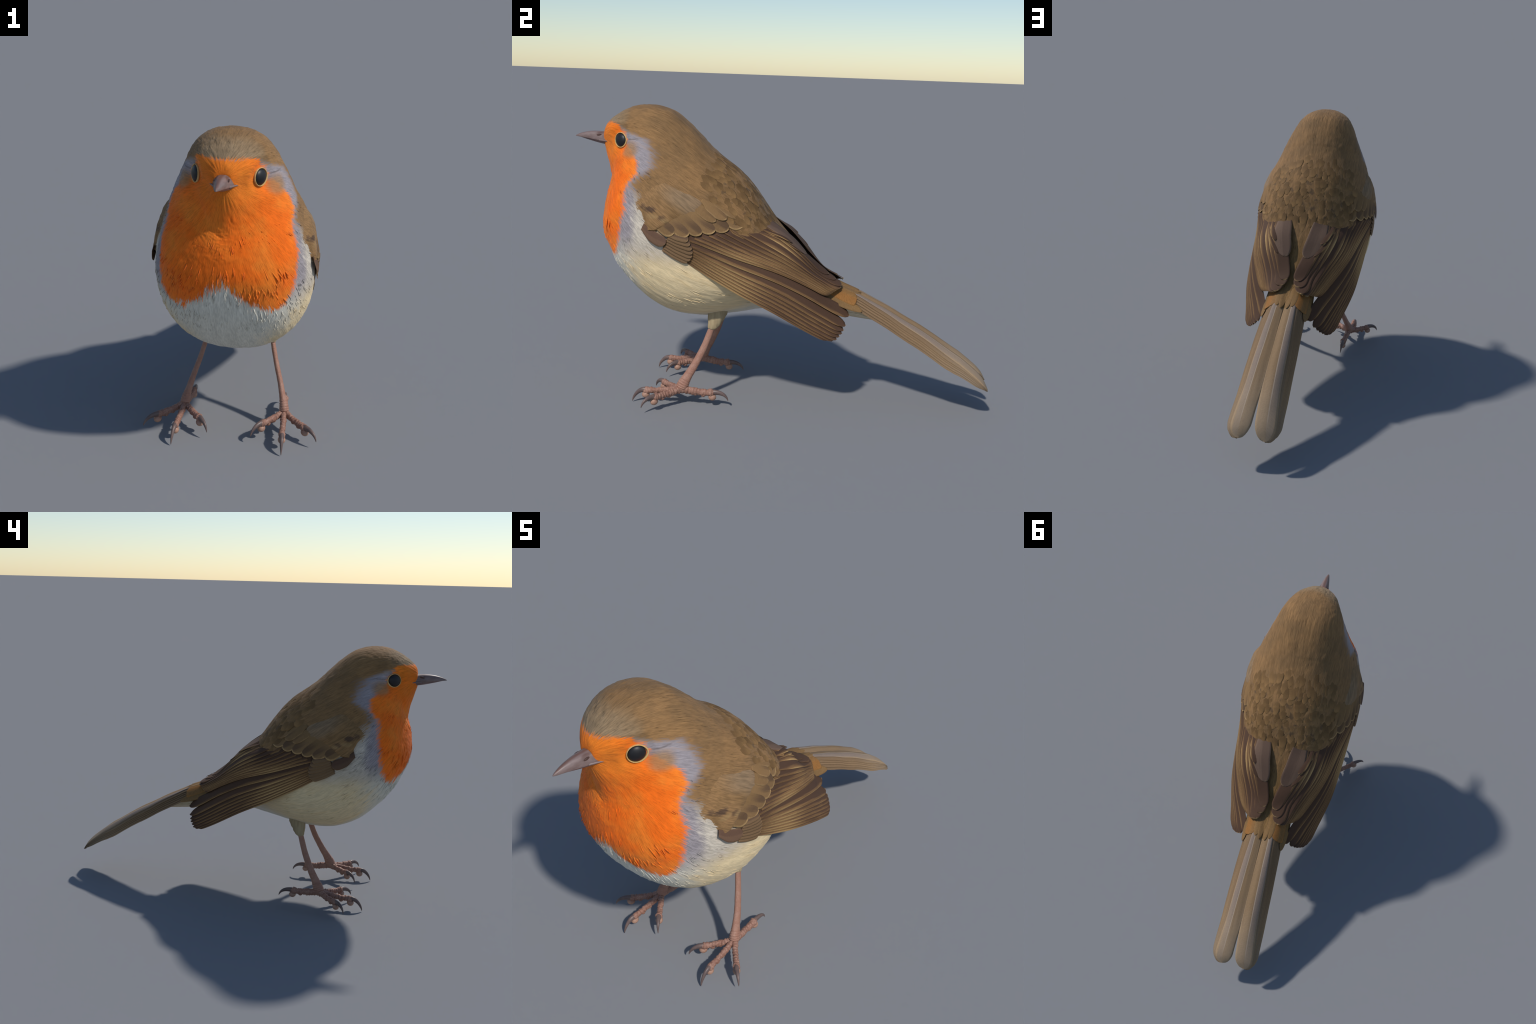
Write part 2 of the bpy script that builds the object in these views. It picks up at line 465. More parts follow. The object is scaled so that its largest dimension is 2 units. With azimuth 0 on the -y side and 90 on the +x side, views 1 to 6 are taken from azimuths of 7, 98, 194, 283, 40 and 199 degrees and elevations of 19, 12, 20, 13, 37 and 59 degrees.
gate = smooth(.05, .11, np.linalg.norm(np.abs(BV) * [1, -1, 1] - EYE, axis=-1)) * smooth(.02, .08, r[..., 0])
BV = BV + BN * (relief * gate)[..., None]
verts = np.vstack([BV.reshape(-1, 3), BV[0].mean(0)[None], BV[-1].mean(0)[None]])
faces = grid_faces(NR, NA)
faces += [((j + 1) % NA, j, NR * NA) for j in range(NA)]
faces += [((NR - 1) * NA + j, (NR - 1) * NA + (j + 1) % NA, NR * NA + 1) for j in range(NA)]

whole = bpy.data.meshes.new("whole")
whole.from_pydata([tuple(v) for v in verts], [], faces)
whole.update()
flat = np.zeros(len(verts) * 3)
whole.vertices.foreach_get("normal", flat)
vnorm = flat.reshape(-1, 3)
cen = np.array([verts[list(f)].mean(0) for f in faces])
head_line = cen[:, 2] - (1.0 + (cen[:, 1] + .82) * .49)
neck_line = cen[:, 2] - (.90 + (cen[:, 1] + .84) * .42)
region = np.where(head_line > 0, 0, np.where(neck_line > 0, 1, 2))
for k, name in enumerate(("head", "neck", "torso")):
    idx = np.where(region == k)[0]
    used = np.unique(np.concatenate([faces[i] for i in idx]))
    remap = {int(v): n for n, v in enumerate(used)}
    ob = add_mesh(name, verts[used], [tuple(remap[int(v)] for v in faces[i]) for i in idx], PLUMAGE, robin)
    ob.data.normals_split_custom_set_from_vertices([tuple(n) for n in vnorm[used]])
bpy.data.meshes.remove(whole)

# ---- eyes
def mirror(P, s):
    return np.asarray(P, float) * [s, 1, 1]

def disc_frame(centre, out):
    out = nrm(out)
    along = nrm(np.array([0, 1, 0]) - out * out[1])
    up = np.cross(out, along)
    if up[2] < 0:
        up = -up
    return np.asarray(centre, float), out, along, up

for s in (1, -1):
    c, out, along, upv = disc_frame(mirror(EYE, s), mirror(EYE_OUT, s))
    n1, n2 = 20, 36
    V = []
    for i in range(n1 + 1):
        th = math.pi * i / n1
        for j in range(n2):
            a = TAU * j / n2
            rad = math.sin(th)
            V.append(c + out * (math.cos(th) * .0165 - .002) + along * (.0325 * rad * math.cos(a)) + upv * (.0308 * rad * math.sin(a)))
    add_mesh("eye", V, grid_faces(n1 + 1, n2), EYE_MAT, robin)
    V = []
    n1, n2 = 60, 10
    for i in range(n1):
        a = TAU * i / n1
        rear = max(0, math.cos(a)) ** 6
        R = .0352 + .0030 * rear
        tr = .0021 + .0019 * max(0, math.cos(a + .5)) ** 2
        for j in range(n2):
            b = TAU * j / n2
            q = R + tr * math.cos(b)
            V.append(c + along * (q * math.cos(a)) + upv * (q * .945 * math.sin(a)) + out * (.001 + .0045 * math.sin(b)))
    F = grid_faces(n1, n2) + [((n1 - 1) * n2 + j, (n1 - 1) * n2 + (j + 1) % n2, (j + 1) % n2, j) for j in range(n2)]
    add_mesh("eye_ring", V, F, RING, robin)

# ---- beak: two mandibles lofted from half-ellipse sections
def mandible(stations, upper):
    """stations: y, z of the outer ridge, z of the cutting edge, half width."""
    t = np.linspace(0, len(stations) - 1, 40)
    st = spline(stations, t)
    n = 28
    V = []
    for y, zr, zc, w in st:
        for j in range(n):
            a = TAU * j / n
            s_, c_ = math.sin(a), math.cos(a)
            h = zr - zc
            zz = zc + h * max(c_, 0) ** .9 - .12 * h * max(-c_, 0)
            V.append((w * math.copysign(abs(s_) ** .9, s_), y, zz))
    F = grid_faces(len(t), n)
    V += [(0, st[0][0], (st[0][1] + st[0][2]) / 2), (0, st[-1][0], st[-1][2])]
    F += [((j + 1) % n, j, len(t) * n) for j in range(n)] + [((len(t) - 1) * n + j, (len(t) - 1) * n + (j + 1) % n, len(t) * n + 1) for j in range(n)]
    return V, F

UPPER = [(-.800, 1.235, 1.200, .058), (-.83, 1.238, 1.199, .044), (-.857, 1.2395, 1.199, .034), (-.89, 1.2405, 1.202, .0275), (-.92, 1.239, 1.206, .0215),
         (-.95, 1.234, 1.2095, .0155), (-.975, 1.2265, 1.2115, .0095), (-.99, 1.220, 1.2125, .005), (-.9975, 1.2155, 1.213, .0012)]
LOWER = [(-.800, 1.176, 1.199, .050), (-.83, 1.1775, 1.198, .040), (-.857, 1.1815, 1.198, .031), (-.885, 1.1865, 1.2005, .0245), (-.915, 1.1935, 1.2045, .018),
         (-.945, 1.201, 1.208, .0115), (-.968, 1.2075, 1.2105, .006), (-.981, 1.2105, 1.2115, .0015)]
beak = add_mesh("beak", *mandible(UPPER, True), BEAK, robin)
add_mesh("lower_mandible", *mandible(LOWER, False), BEAK_LOW, beak)
for s in (1, -1):
    V = []
    for i in range(9):
        th = math.pi * i / 8
        for j in range(14):
            a = TAU * j / 14
            V.append((s * (.0255 + .0035 * math.cos(th)), -.874 + .0125 * math.sin(th) * math.cos(a), 1.2245 + .0048 * math.sin(th) * math.sin(a) + .001 * math.cos(a)))
    add_mesh("nostril", V, grid_faces(9, 14), NOSTRIL, beak)

    # gape: the soft skin from the corner of the bill towards the eye
    V, F = tube(spline([(.026, -.872, 1.2000), (.036, -.852, 1.1995), (.045, -.834, 1.1985), (.054, -.816, 1.1965)], np.linspace(0, 3, 16)), np.linspace(.0052, .0022, 16), 10)
    add_mesh("gape", V * [s, 1, 1], F if s > 0 else [tuple(reversed(f)) for f in F], BEAK, beak)

# ------------------------------------------------------------------ feathers
def outline(l, tip_round, root):
    """Half-width profile of a feather, 0..1, along its length l."""
    grow = root + (1 - root) * smooth(0, .45, l)
    k = np.clip((l - (1 - tip_round)) / tip_round, 0, 1)
    return grow * np.sqrt(np.clip(1 - k ** 2.3, 0, 1))

def feather(name, place, mat, parent, thick=.0022, nl=22, nc=7, tip_round=.12, root=.55, camber=.0015, tilt=0., lift=0., rise=0., rise_by=1.):
    """A solid feather. place(l, c) gives surface points and outward normals, c from -1 to 1 across."""
    l = 1 - (1 - np.linspace(0, 1, nl)) ** 1.6
    c = np.linspace(-1, 1, nc)
    L, C = np.meshgrid(l, c, indexing="ij")
    prof = outline(L, tip_round, root)
    P, N = place(L, C * prof)
    raise_ = lift + rise * (L if rise_by == 1. else smooth(0, rise_by, L)) - tilt * C - camber * C ** 2
    P = P + N * raise_[..., None]
    th = thick * (1 - .75 * np.abs(C) ** 3) * (1 - .6 * smooth(.8, 1, L))
    top, bot = P, P - N * th[..., None]
    V = np.concatenate([top.reshape(-1, 3), bot.reshape(-1, 3)])
    F = []
    o = nl * nc
    for i in range(nl - 1):
        for j in range(nc - 1):
            a, b, d_, e = i * nc + j, i * nc + j + 1, (i + 1) * nc + j + 1, (i + 1) * nc + j
            F.append((a, b, d_, e))
            F.append((o + e, o + d_, o + b, o + a))
    rim = [j for j in range(nc)] + [i * nc + nc - 1 for i in range(1, nl)] + [(nl - 1) * nc + j for j in range(nc - 2, -1, -1)] + [i * nc for i in range(nl - 2, 0, -1)]
    for a, b in zip(rim, rim[1:] + rim[:1]):
        F.append((b, a, o + a, o + b))
    mid = nc // 2
    base, end = top[0, mid], top[-1, mid]
    X = nrm(end - base)
    Z = nrm(N[nl // 2, mid])
    Z = nrm(Z - X * (Z @ X))
    Y = np.cross(Z, X)
    R = np.stack([X, Y, Z], -1)
    loc = (V - base) @ R
    if np.cross(top[1, mid] - top[0, mid], top[0, mid + 1] - top[0, mid]) @ N[0, mid] < 0:
        F = [tuple(reversed(f)) for f in F]
    m = Matrix(R.tolist()).to_4x4()
    m.translation = Vector(base)
    ob = add_mesh(name, loc, F, mat, parent, m)
    row = loc[:nl * nc].reshape(nl, nc, 3)[:, :, 1]
    k = int(np.argmin(np.abs(l - .55)))
    ob["feather_length"] = float(loc[:, 0].max())
    ob["half_width"] = float(abs(row[k, -1] - row[k, 0]) / 2)
    ob["mid_offset"] = float((row[k, -1] + row[k, 0]) / 2)
    ob["outer_side"] = float(np.sign(row[k, 0] - row[k, -1]))          # c = -1 is the outer margin
    return ob

# ---- the wing sheet: a height field over the chart (y, w), seen along the 45 degree line between up and out;
# h = (x + z) / sqrt 2 is a thin-plate spline through a few points of the folded wing
WING_POINTS = [(-.464, .784, .334), (-.357, .742, .330), (-.444, .814, .333), (-.381, .813, .331), (-.328, .819, .322), (-.277, .825, .307), (-.222, .831, .285),
               (-.163, .839, .250), (-.187, .867, .250), (.125, .715, .065), (.197, .633, .058), (.058, .776, .144), (.112, .728, .123), (.032, .808, .138), (.100, .745, .038),
               (.289, .576, .099), (.253, .534, .143), (.324, .438, .147), (.314, .401, .184), (.18, .56, .203), (.207, .605, .152), (.06, .66, .240),
               (.284, .366, .223), (-.504, .768, .335), (-.431, .722, .334), (-.360, .675, .330), (-.288, .637, .328), (-.217, .604, .325), (-.125, .559, .318),
               (.012, .518, .302), (.114, .455, .277), (.183, .409, .259), (.238, .381, .248), (-.025, .860, .052), (-.09, .872, .150), (-.534, .937, .313), (-.619, 1.012, .280), (-.513, 1.056, .272), (-.30, .955, .279), (-.21, .91, .246)]
WP = np.array([(y, (z - x) / 2 ** .5, (x + z) / 2 ** .5) for y, z, x in WING_POINTS])
def _tps(P, lam=1.5e-3):
    n = len(P)
    dd = np.linalg.norm(P[:, None, :2] - P[None, :, :2], axis=-1)
    K = np.where(dd > 0, dd * dd * np.log(dd + 1e-12), 0) + lam * np.eye(n)
    A = np.hstack([np.ones((n, 1)), P[:, :2]])
    return np.linalg.solve(np.block([[K, A], [A.T, np.zeros((3, 3))]]), np.concatenate([P[:, 2], np.zeros(3)]))
TPS = _tps(WP)
def wing_h(q):
    dd = np.linalg.norm(q[..., None, :] - WP[:, :2], axis=-1)
    return np.where(dd > 0, dd * dd * np.log(dd + 1e-12), 0) @ TPS[:len(WP)] + TPS[-3] + q @ TPS[-2:]
def wing_point(q):
    h = wing_h(q)
    return np.stack([(h - q[..., 1]) / 2 ** .5, q[..., 0], (h + q[..., 1]) / 2 ** .5], -1)
def wing_surface(q, s=1):
    e = 2e-3
    gy = wing_point(q + [e, 0]) - wing_point(q - [e, 0])
    gw = wing_point(q + [0, e]) - wing_point(q - [0, e])
    N = nrm(np.cross(gy, gw))
    return wing_point(q) * [s, 1, 1], N * [s, 1, 1]
WSCAN = np.linspace(-.15, .75, 600)
def chart(p):
    """Chart position of a wing point given as (y, z) on its outer face, or as (x, y, z)."""
    if len(p) == 3:
        return np.array([p[1], (p[2] - p[0]) / 2 ** .5])
    z = wing_point(np.stack([np.full_like(WSCAN, p[0]), WSCAN], -1))[:, 2]
    k = int(np.argmax(z > p[1])) or int(np.argmax(z))
    f = np.clip((p[1] - z[k - 1]) / (z[k] - z[k - 1] + 1e-9), 0, 1)
    return np.array([p[0], WSCAN[k - 1] + f * (WSCAN[k] - WSCAN[k - 1])])

def wing_place(base, tip, hw, s, bend=0., edge_is_lower=True):
    """Feather laid on the wing sheet; base and tip mark its lower (outer) edge, the vane rises above it."""
    base, tip = chart(base), chart(tip)
    ax = tip - base
    pr = nrm(np.array([-ax[1], ax[0]]))
    if pr[1] < 0:
        pr = -pr
    m = (base + tip) / 2
    k = np.linalg.norm(wing_point(m + pr * .01) - wing_point(m - pr * .01)) / .02
    hw = hw / k
    shift = pr * hw if edge_is_lower else pr * 0
    def place(l, c):
        q = base + shift + l[..., None] * ax + pr * (c * hw + bend / k * 4 * l * (1 - l))[..., None]
        return wing_surface(q, s)
    return place

def lerp(a, b, t):
    return tuple(np.array(a) + (np.array(b) - np.array(a)) * t)

wings = []
for s in (1, -1):
    # shoulder plumage: a padded sheet from the front of the wing to the covert tips
    front = [(-.562, .838), (-.574, .856), (-.594, .890), (-.622, .965), (-.610, 1.030), (.255, -.545, 1.066), (.24, -.46, 1.06)]
    rear = [(-.512, .838), (-.478, .852), (-.422, .870), (-.36, .888), (-.28, .898), (-.205, .900), (.17, -.14, .912)]
    nu_, nv_ = 46, 60
    U, Vv = np.meshgrid(np.linspace(0, 1, nu_), np.linspace(0, 6, nv_), indexing="ij")
    q = spline([chart(p) for p in front], Vv) * (1 - U[..., None]) + spline([chart(p) for p in rear], Vv) * U[..., None]
    P, N = wing_surface(q, 1)
    edge = np.minimum(smooth(0, .34, U), smooth(6, 4.0, Vv))
    low = smooth(0, .5, Vv)
    st = vnoise(np.stack([(q[..., 0] * .8 - q[..., 1] * .6) * 20, (q[..., 0] * .6 + q[..., 1] * .8) * 120, q[..., 0] * 10], -1))
    off = -.019 + .025 * np.minimum(edge, .4 + .6 * low) + (st - .5) * .003 - .014 * smooth(.62, 1, U)
    top = P + N * off[..., None]
    bot = P - N * .03
    VV = np.concatenate([top.reshape(-1, 3), bot.reshape(-1, 3)]) * [s, 1, 1]
    o = nu_ * nv_
    F = grid_faces(nu_, nv_, False)
    F = F + [tuple(o + i for i in reversed(f)) for f in F]
    rim = [j for j in range(nv_)] + [i * nv_ + nv_ - 1 for i in range(1, nu_)] + [(nu_ - 1) * nv_ + j for j in range(nv_ - 2, -1, -1)] + [i * nv_ for i in range(nu_ - 2, 0, -1)]
    F += [(b, a, o + a, o + b) for a, b in zip(rim, rim[1:] + rim[:1])]
    if s < 0:
        F = [tuple(reversed(f)) for f in F]
    wing = add_mesh("wing", VV, F, SHOULDER, robin)
    wings.append(wing)
    jit = lambda k: float(rng.normal(0, k))
    # primaries: fan from the wrist to the wing tip
    n = 8
    for i in range(n):
        t = i / (n - 1)
        b = lerp((-.41, .722), (-.40, .780), t)
        tip = [(.245, .256, .364), (.232, .279, .357), (.223, .294, .360), (.211, .304, .3685), (.199, .314, .379), (.187, .320, .389), (.172, .327, .407), (.139, .340, .443)][i]
        feather("primary_feather", wing_place(b, tip, .020 + .013 * t, s, -.020 + .014 * t), FLIGHT, wing, tilt=.0045, lift=-.008 + .0012 * i, tip_round=.06 + .03 * t, root=.75)
    # secondaries
    n = 8
    for i in range(n):
        t = i / (n - 1)
        b = lerp((-.372, .800), (-.165, .850), t)
        tip = lerp((.143, .246, .533), (.106, .288, .562), t ** 1.2)
        feather("secondary_feather", wing_place(b, tip, .028 + .004 * t, s, -.006), FLIGHT, wing, tilt=.005, lift=.001 + .0006 * i, tip_round=.08, root=.8)
    # tertials, stepped towards the back
    for i, (b, tip, hw, m, tr) in enumerate([((.205, -.135, .855), (.100, .288, .574), .034, FLIGHT, .12), ((.180, -.110, .858), (.082, .258, .592), .036, FLIGHT, .14), ((.155, -.085, .862), (.068, .222, .614), .038, FLIGHT, .16),
                                             ((.120, -.075, .872), (.060, .197, .634), .045, TERTIAL, .2), ((.105, -.100, .898), (.064, .124, .716), .053, TERTIAL, .36)]):
        feather("tertial_feather", wing_place(b, tip, hw, s, .004, i < 3), m, wing, tilt=.003 if i < 3 else .001, lift=.0010 + .0010 * i, rise=.0075 if i < 3 else .004, tip_round=tr, root=.85, nc=9)
    # small coverts hiding the roots of the tertials
    for i, (b, tip, hw) in enumerate([((.19, -.115, .845), (.122, .110, .728), .018), ((.18, -.115, .860), (.142, .057, .776), .018)]):
        feather("tertial_covert_feather", wing_place(b, tip, hw, s), FLIGHT, wing, tilt=.003, lift=-.001 + .001 * i, rise=.0115, tip_round=.2, root=.7)
    # greater coverts: a scalloped row
    gtips = [(-.512, .823), (-.446, .806), (-.380, .804), (-.327, .812), (-.273, .821), (-.217, .828), (-.158, .840)]
    gbase = [(-.600, .915), (-.565, .905), (-.525, .915), (-.465, .925), (-.405, .925), (-.345, .925), (-.275, .925)]
    for i, (b, tip) in enumerate(zip(gbase, gtips)):
        if i == 0:
            continue                                   # the first one is lost in the shoulder plumage
        feather("greater_covert_feather", wing_place(b, tip, .034 if i else .024, s, -.010), COVERT, wing, tilt=.002, lift=-.006 + .0008 * i, rise=.013, tip_round=.28, root=.8, nc=9)
    # scapulars: the soft hem of the back over the wing
    for i, (b, tip, hw) in enumerate([((-.375, .955), (-.270, .872), .026), ((-.335, .970), (-.232, .878), .030), ((.245, -.300, .955), (.222, -.178, .866), .032), ((.215, -.265, .960), (.190, -.142, .866), .032), ((.175, -.225, .965), (.150, -.100, .866), .030)]):
        feather("scapular_feather", wing_place(b, tip, hw, s, -.004), SCAPULAR, wing, tilt=.002, lift=-.004 + .0010 * i, rise=.014, tip_round=.4, root=.6, nc=9)
    # primary coverts: a tight little stack at the wrist
    for i in range(7):
        t = i / 6
        b = lerp((-.485, .752), (-.455, .815), t)
        tip = [(-.372, .700), (-.360, .709), (-.353, .723), (-.350, .740), (-.353, .758), (-.360, .778), (-.369, .797)][i]
        feather("primary_covert_feather", wing_place(b, tip, .018, s, -.003), SMALL_COVERT, wing, tilt=.003, lift=-.002 + .0011 * i, rise=.006, tip_round=.2, root=.8)
    feather("alula_feather", wing_place((-.585, .835), (-.474, .768), .026, s, -.012), ALULA, wing, tilt=.002, lift=-.001, rise=.010, tip_round=.3, root=.6)

# ---- mantle: overlapping soft feathers in rows across the back, ending in a scalloped hem over the wings
def body_place(u0, p0, du, hw, s=1):
    sc = np.linalg.norm(body_frame(np.array(u0 + du * .6), np.array(p0))[3]) / 2e-3
    def place(l, c):
        p, n, _, _ = body_frame(u0 + l * du, p0 + c * hw / max(sc, .02))
        return p, n
    return place
rows = 12
for k in range(rows):
    u0 = 11.75 + k * .36
    span = 1.0 - .04 * abs(k - 6)
    if k >= 9:
        span -= .10 * (k - 8)
    m = int(16 - .5 * k)
    for j in range(m):
        t = (j + .5 + (.5 if k % 2 else 0) * .9 - .2) / m * 2 - 1
        if abs(t) > 1: continue
        p0 = t * span + float(rng.normal(0, .02))
        feather("mantle_feather", body_place(u0 + float(rng.normal(0, .10)), p0, float(rng.uniform(.75, .95)) + .1 * (k > 6), .0225 + float(rng.normal(0, .003))), MANTLE, bpy.data.objects["torso"],
                thick=.0012, nl=12, nc=7, tip_round=.55, root=.6, camber=.0014, lift=-.0012, rise=float(rng.uniform(.0016, .0027)), rise_by=.55)

# ---- tail
RIDGE = [(.14, .650), (.22, .608), (.30, .572), (.378, .543), (.45, .508), (.517, .476), (.60, .431), (.665, .397), (.74, .353), (.813, .308), (.86, .279), (.903, .247), (.945, .214), (.975, .182), (.998, .140)]
RIDGE = np.array(RIDGE)
def tail_surface(x, y, drop=0.):
    t = np.interp(y, RIDGE[:, 0], np.arange(len(RIDGE)))
    z = spline(RIDGE, t)[..., 1]
    e = .01
    z2 = spline(RIDGE, np.interp(y + e, RIDGE[:, 0], np.arange(len(RIDGE))))[..., 1]
    z1 = spline(RIDGE, np.interp(y - e, RIDGE[:, 0], np.arange(len(RIDGE))))[..., 1]
    k = .062
    a = np.maximum(np.abs(x) - .048, 0) / .075
    zz = z - k * a ** 1.5 * (1 - .55 * smooth(.76, 1.0, y)) - drop - .006 * smooth(.03, 0, np.abs(x))
    gx = -k * 1.5 * a ** .5 / .075 * np.sign(x)
    n = nrm(np.stack([-gx, -(z2 - z1) / (2 * e), np.ones_like(zz)], -1))
    return np.stack([np.broadcast_to(x, zz.shape), np.broadcast_to(y, zz.shape), zz], -1), n

tail = None
V, F = tube([(0, .20, .525), (0, .30, .502), (0, .38, .475), (0, .46, .447), (0, .53, .425)], [(.060, .045), (.070, .042), (.075, .034), (.062, .022), (.03, .010)], 28)
tail = add_mesh("tail", V, F, VENT, robin)
for s in (1, -1):
    for i in range(6):
        tipx, tipy = [(.062, .9975), (.070, .9965), (.078, .993), (.087, .987), (.096, .978), (.103, .965)][i]
        hw = [.051, .044, .039, .034, .030, .026][i]
        bx = .036 + .011 * i
        def place(l, c, tipx=tipx, tipy=tipy, hw=hw, bx=bx, s=s, i=i):
            y = .30 + l * (tipy - .30)
            wd = hw * (.66 + .34 * l)
            x = (-.005 + .013 * smooth(.65, 1, l) + wd if i == 0 else bx + (tipx - bx) * l) + c * wd
            P, N = tail_surface(x, y, .0034 * i)
            return P * [s, 1, 1], N * [s, 1, 1]
        feather("tail_feather", place, TAIL_TOP if i == 0 else TAIL_SIDE, tail, thick=.003, nl=34, nc=11 if i == 0 else 7, tip_round=.075, root=.8, camber=.001,
                tilt=(-.004 if i else -.002), lift=.002)
def cover(x0, x1, y0, y1, hw, lift):
    def place(l, c):
        return tail_surface(x0 + (x1 - x0) * l + c * hw, y0 + (y1 - y0) * l)
    return dict(place=place, lift=lift)
for x0, x1, y0, y1, hw, mt, lf, tr in ((.072, .078, .14, .372, .032, RUFOUS, .0045, .08), (-.072, -.078, .14, .372, .032, RUFOUS, .0045, .08), (.104, .112, .16, .40, .020, RUMP, .002, .6), (-.104, -.112, .16, .40, .020, RUMP, .002, .6),
                                       (.036, .040, .14, .376, .024, RUMP, .005, .5), (-.036, -.040, .14, .376, .024, RUMP, .005, .5), (.014, .016, .14, .388, .022, RUMP, .006, .6), (-.014, -.016, .14, .388, .022, RUMP, .006, .6)):
    kw = cover(x0, x1, y0, y1, hw, lf)
    feather("uppertail_covert_feather", kw["place"], mt, tail, thick=.0025, tip_round=tr, root=.8, lift=lf, camber=.002, nc=9)
for k in range(9):                      # undertail coverts
    a = (k - 4) / 4
    def place(l, c, a=a):
        x = a * .06 * (1 - .35 * l) + c * .026
        y = .22 + l * (.30 - .05 * abs(a))
        z = .452 - .028 * l - .012 * (1 - a * a) + .05 * (x / .09) ** 2
        P = np.stack([x, y, z], -1)
        return P, np.broadcast_to(nrm([a * .4, .1, -1]), P.shape)
    feather("undertail_covert_feather", place, VENT, tail, thick=.004, nl=12, tip_round=.35, root=.7, camber=.003, lift=.001)

# ------------------------------------------------------------------ legs
def bezier(a, b, c, d_, n):
    t = np.linspace(0, 1, n)[:, None]
    a, b, c, d_ = map(np.asarray, (a, b, c, d_))
    return (1 - t) ** 3 * a + 3 * (1 - t) ** 2 * t * b + 3 * (1 - t) * t ** 2 * c + t ** 3 * d_

HUB = np.array([.224, -.419, .080])
for s in (1, -1):
    M = [s, 1, 1]
    # shank: slim above, deeper fore and aft, ringed by scutes above the foot
    C = spline([(.140, -.268, .420), (.150, -.292, .360), (.172, -.322, .272), (.198, -.360, .190), (.212, -.388, .140), (.221, -.406, .105), (.225, -.418, .075)], np.linspace(0, 6, 110))
    t = np.linspace(0, 1, 110)
    rs = np.interp(t, [0, .2, .5, .7, .82, .93, 1], [.010, .0105, .0125, .0150, .0195, .0215, .017])
    rd = np.interp(t, [0, .2, .5, .7, .82, .93, 1], [.0145, .0150, .0180, .0215, .0265, .0275, .020])
    ring = smooth(.70, .76, t) * (np.abs(np.sin(t * 62)) ** .6 - .6) * .0032 + (vnoise(np.stack([t * 30, t * 0, t * 0], -1)) - .5) * .0012
    V, F = tube(C, np.stack([rs + ring, rd + ring], -1), 22, up=(0, -1, .2))
    leg = add_mesh("leg", V * M, F if s > 0 else [tuple(reversed(f)) for f in F], SHANK, robin)
    # feathered thigh
    C = spline([(.115, -.258, .50), (.127, -.268, .44), (.138, -.279, .402), (.145, -.286, .380), (.150, -.292, .365), (.152, -.295, .354)], np.linspace(0, 5, 40))
    t = np.linspace(0, 1, 40)
    a = np.linspace(0, TAU, 22, endpoint=False)
    rs = np.interp(t, [0, .3, .55, .75, .92, 1], [.036, .027, .020, .016, .0125, .006])
    rd = np.interp(t, [0, .3, .55, .75, .92, 1], [.052, .041, .031, .0230, .0165, .007])
    V, F = tube(C, np.stack([rs, rd], -1), 22, up=(0, -1, .2))
    nz = vnoise(V * [160, 160, 26])
    ctr = np.repeat(C, 22, axis=0)
    V[:len(ctr)] = ctr + (V[:len(ctr)] - ctr) * (1 + .22 * (nz[:len(ctr)] - .5))[:, None]
    add_mesh("thigh", V * M, F if s > 0 else [tuple(reversed(f)) for f in F], THIGH, leg)
    # toes: knuckled tubes with a round pad below the last joint and a hooked claw
    for base_dir, joint, tip, arch in (((0, -1, 0), (.232, -.593, .058), (.2365, -.648, .0), .012), ((-.6, -.8, 0), (.132, -.527, .069), (.0955, -.5715, .029), .006),
                                       ((.6, -.8, 0), (.330, -.523, .066), (.378, -.565, .029), .006), ((0, 1, 0), (.213, -.262, .066), (.213, -.194, .031), .0)):
        joint, tip = np.array(joint), np.array(tip)
        hind = base_dir[1] > 0
        start = HUB + np.array([0, 0.004 if not hind else .004, -.002])
        mid1 = start + (joint - start) * .35 + [0, 0, -.004 - arch * .3]
        mid2 = start + (joint - start) * .7 + [0, 0, -.006 + arch * .2]
        C = bezier(start, mid1, mid2, joint, 90)
        t = np.linspace(0, 1, 90)
        rs = np.interp(t, [0, .25, .55, .8, .92, 1], [.0150, .0125, .0112, .0118, .0155, .0100]) * (1.12 if hind else 1)
        rd = np.interp(t, [0, .25, .55, .8, .92, 1], [.0180, .0155, .0140, .0140, .0175, .0110]) * (1.15 if hind else 1)
        wr = (np.abs(np.sin(t * 34 + joint[0] * 40)) ** .7 - .6) * .0022
        V, F = tube(C, np.stack([rs + wr, rd + wr], -1), 20)
        ctr = np.repeat(C, 20, axis=0)
        bump = (vnoise(V[:len(ctr)] * 150) - .5) * .0045 + (vnoise(V[:len(ctr)] * 75) - .5) * .004
        V[:len(ctr)] += nrm(V[:len(ctr)] - ctr) * bump[:, None]
        add_mesh("toe", V * M, F if s > 0 else [tuple(reversed(f)) for f in F], TOE, leg)
        # pads along the underside
        dirv = nrm(joint - start)
        for k, (f, rad, dz) in enumerate(((.93, .0165, -.0205), (.66, .0105, -.013), (.42, .0095, -.012))):
            c = C[int(f * 89)] + [0, 0, dz]
            c[2] = max(c[2], rad + .002)
            if k == 0: c = c + dirv * .004
            V, F = tube([c + dirv * (rad * 1.12 * math.cos(th)) for th in np.linspace(math.pi, 0, 13)], [max(1e-4, rad * math.sin(th)) for th in np.linspace(math.pi, 0, 13)], 16)
            add_mesh("toe_pad", V * M, F if s > 0 else [tuple(reversed(f)) for f in F], PAD if k == 0 else TOE, leg)
        fwd = nrm(np.array([tip[0] - joint[0], tip[1] - joint[1], 0]))
        span = np.linalg.norm((tip - joint)[:2])
        root = joint - fwd * .008 + [0, 0, .002]
        C = bezier(root, root + fwd * span * .55 + [0, 0, .006], tip + [0, 0, .030] - fwd * span * .10, tip + [0, 0, .0008], 30)
        t = np.linspace(0, 1, 30)
        rad = .0132 * (1 - t) ** .72 + .0007
        V, F = tube(C, np.stack([rad * .82, rad], -1), 14)
        V[:, 2] = np.maximum(V[:, 2], 0)
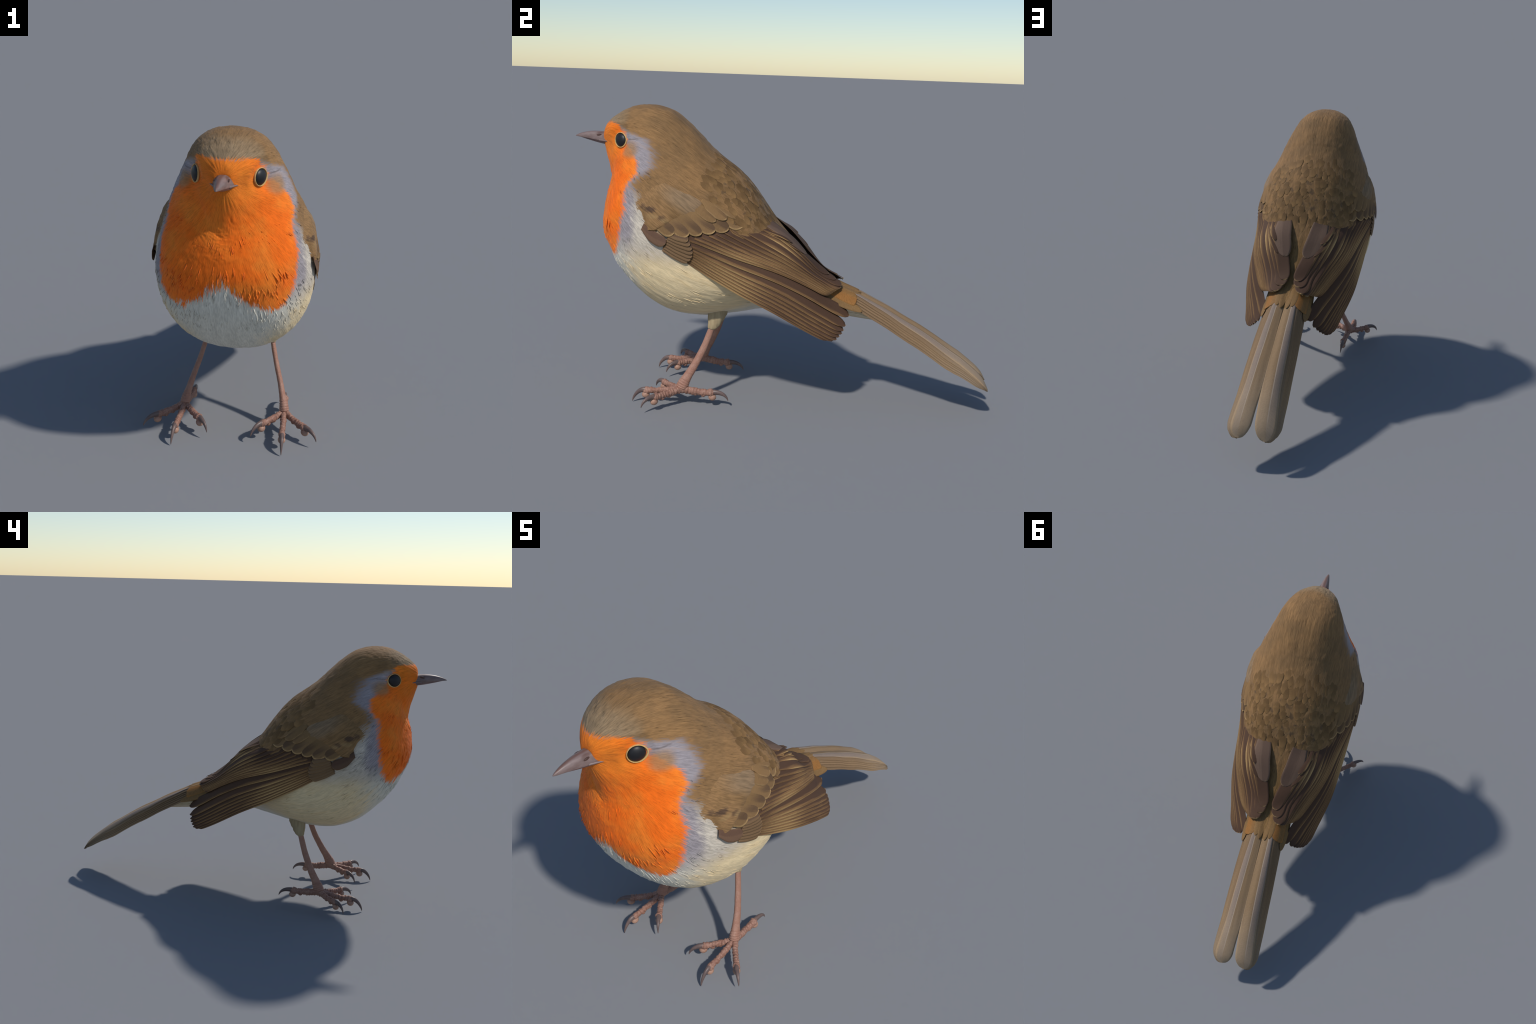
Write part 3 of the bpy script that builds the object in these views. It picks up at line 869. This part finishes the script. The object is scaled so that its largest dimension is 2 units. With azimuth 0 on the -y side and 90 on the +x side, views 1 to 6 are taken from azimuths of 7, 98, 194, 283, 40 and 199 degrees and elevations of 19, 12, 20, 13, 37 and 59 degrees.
        add_mesh("claw", V * M, F if s > 0 else [tuple(reversed(f)) for f in F], CLAW, leg)

# ------------------------------------------------------------------ loose plumage: small blades lying along the flow
def blades(name, samples, length, width, lift, mat, parent):
    V, F = [], []
    for (u, p) in samples:
        P, N, _, _ = body_frame(np.array(u), np.array(p))
        if not np.isfinite(N).all(): continue
        f = flow_dir(P, N)
        S = np.cross(N, f)
        L, W_ = length * random.uniform(.7, 1.3), width * random.uniform(.7, 1.3)
        f = nrm(f + S * random.gauss(0, .12))
        S = nrm(np.cross(N, f))
        h = lift * random.uniform(.5, 1.4)
        k = len(V)
        for t, w in ((0, .55), (.35, 1), (.7, .75), (1, .06)):
            z = -.0015 + h * (t ** 1.4) - 2.2 * L * L * t * t * .6
            c = P + f * (L * t) + N * z
            V += [c - S * W_ * w - N * .0005, c + N * .0009, c + S * W_ * w - N * .0005]
        for i in range(3):
            a = k + i * 3
            F += [(a, a + 1, a + 4, a + 3), (a + 1, a + 2, a + 5, a + 4)]
        for i in range(3):
            a = k + i * 3
            F.append((a + 2, a, a + 3, a + 5))
    ob = add_mesh(name, V, F, mat, parent)
    ob["kind"] = "stuff"
    return ob

def scatter(n, keep):
    out = []
    while len(out) < n:
        u, p = random.uniform(.8, LAST - 2), random.uniform(-math.pi, math.pi)
        P = body(np.array(u), np.array(p))
        if random.random() < keep(P):
            out.append((u, p))
    return out

def near_eye(P):
    return np.linalg.norm(np.abs(P) * [1, -1, 1] - EYE) < .06

def breast_hem(P):
    if P[1] > -.55 or P[2] > .90 or P[2] < .60: return 0
    return 1.0 if P[2] < .82 else .4
def belly(P):
    return 1.0 if (P[2] < .66 and P[1] < .05) else 0
def flank(P):
    return 1.0 if (.45 < P[2] < .75 and abs(P[0]) > .17 and -.6 < P[1] < 0) else 0
def collar(P):
    return 1.0 if (abs(P[2] - (1.0 + (P[1] + .82) * .34)) < .035 and P[1] < -.55) else 0
torso = bpy.data.objects["torso"]
blades("breast_tufts", scatter(620, breast_hem), .046, .0040, .0036, PLUMAGE, torso)
blades("belly_tufts", scatter(260, belly), .055, .0042, .0022, PLUMAGE, torso)
blades("flank_tufts", scatter(340, flank), .060, .0040, .0030, PLUMAGE, torso)
blades("collar_tufts", scatter(160, collar), .040, .0034, .0028, PLUMAGE, torso)
def nape(P):
    c = P[2] - (1.0 + (P[1] + .82) * .49)
    return 1.0 if abs(c + .03) < .05 and P[1] > -.50 else 0
blades("nape_tufts", scatter(140, nape), .048, .0028, .0014, PLUMAGE, torso)
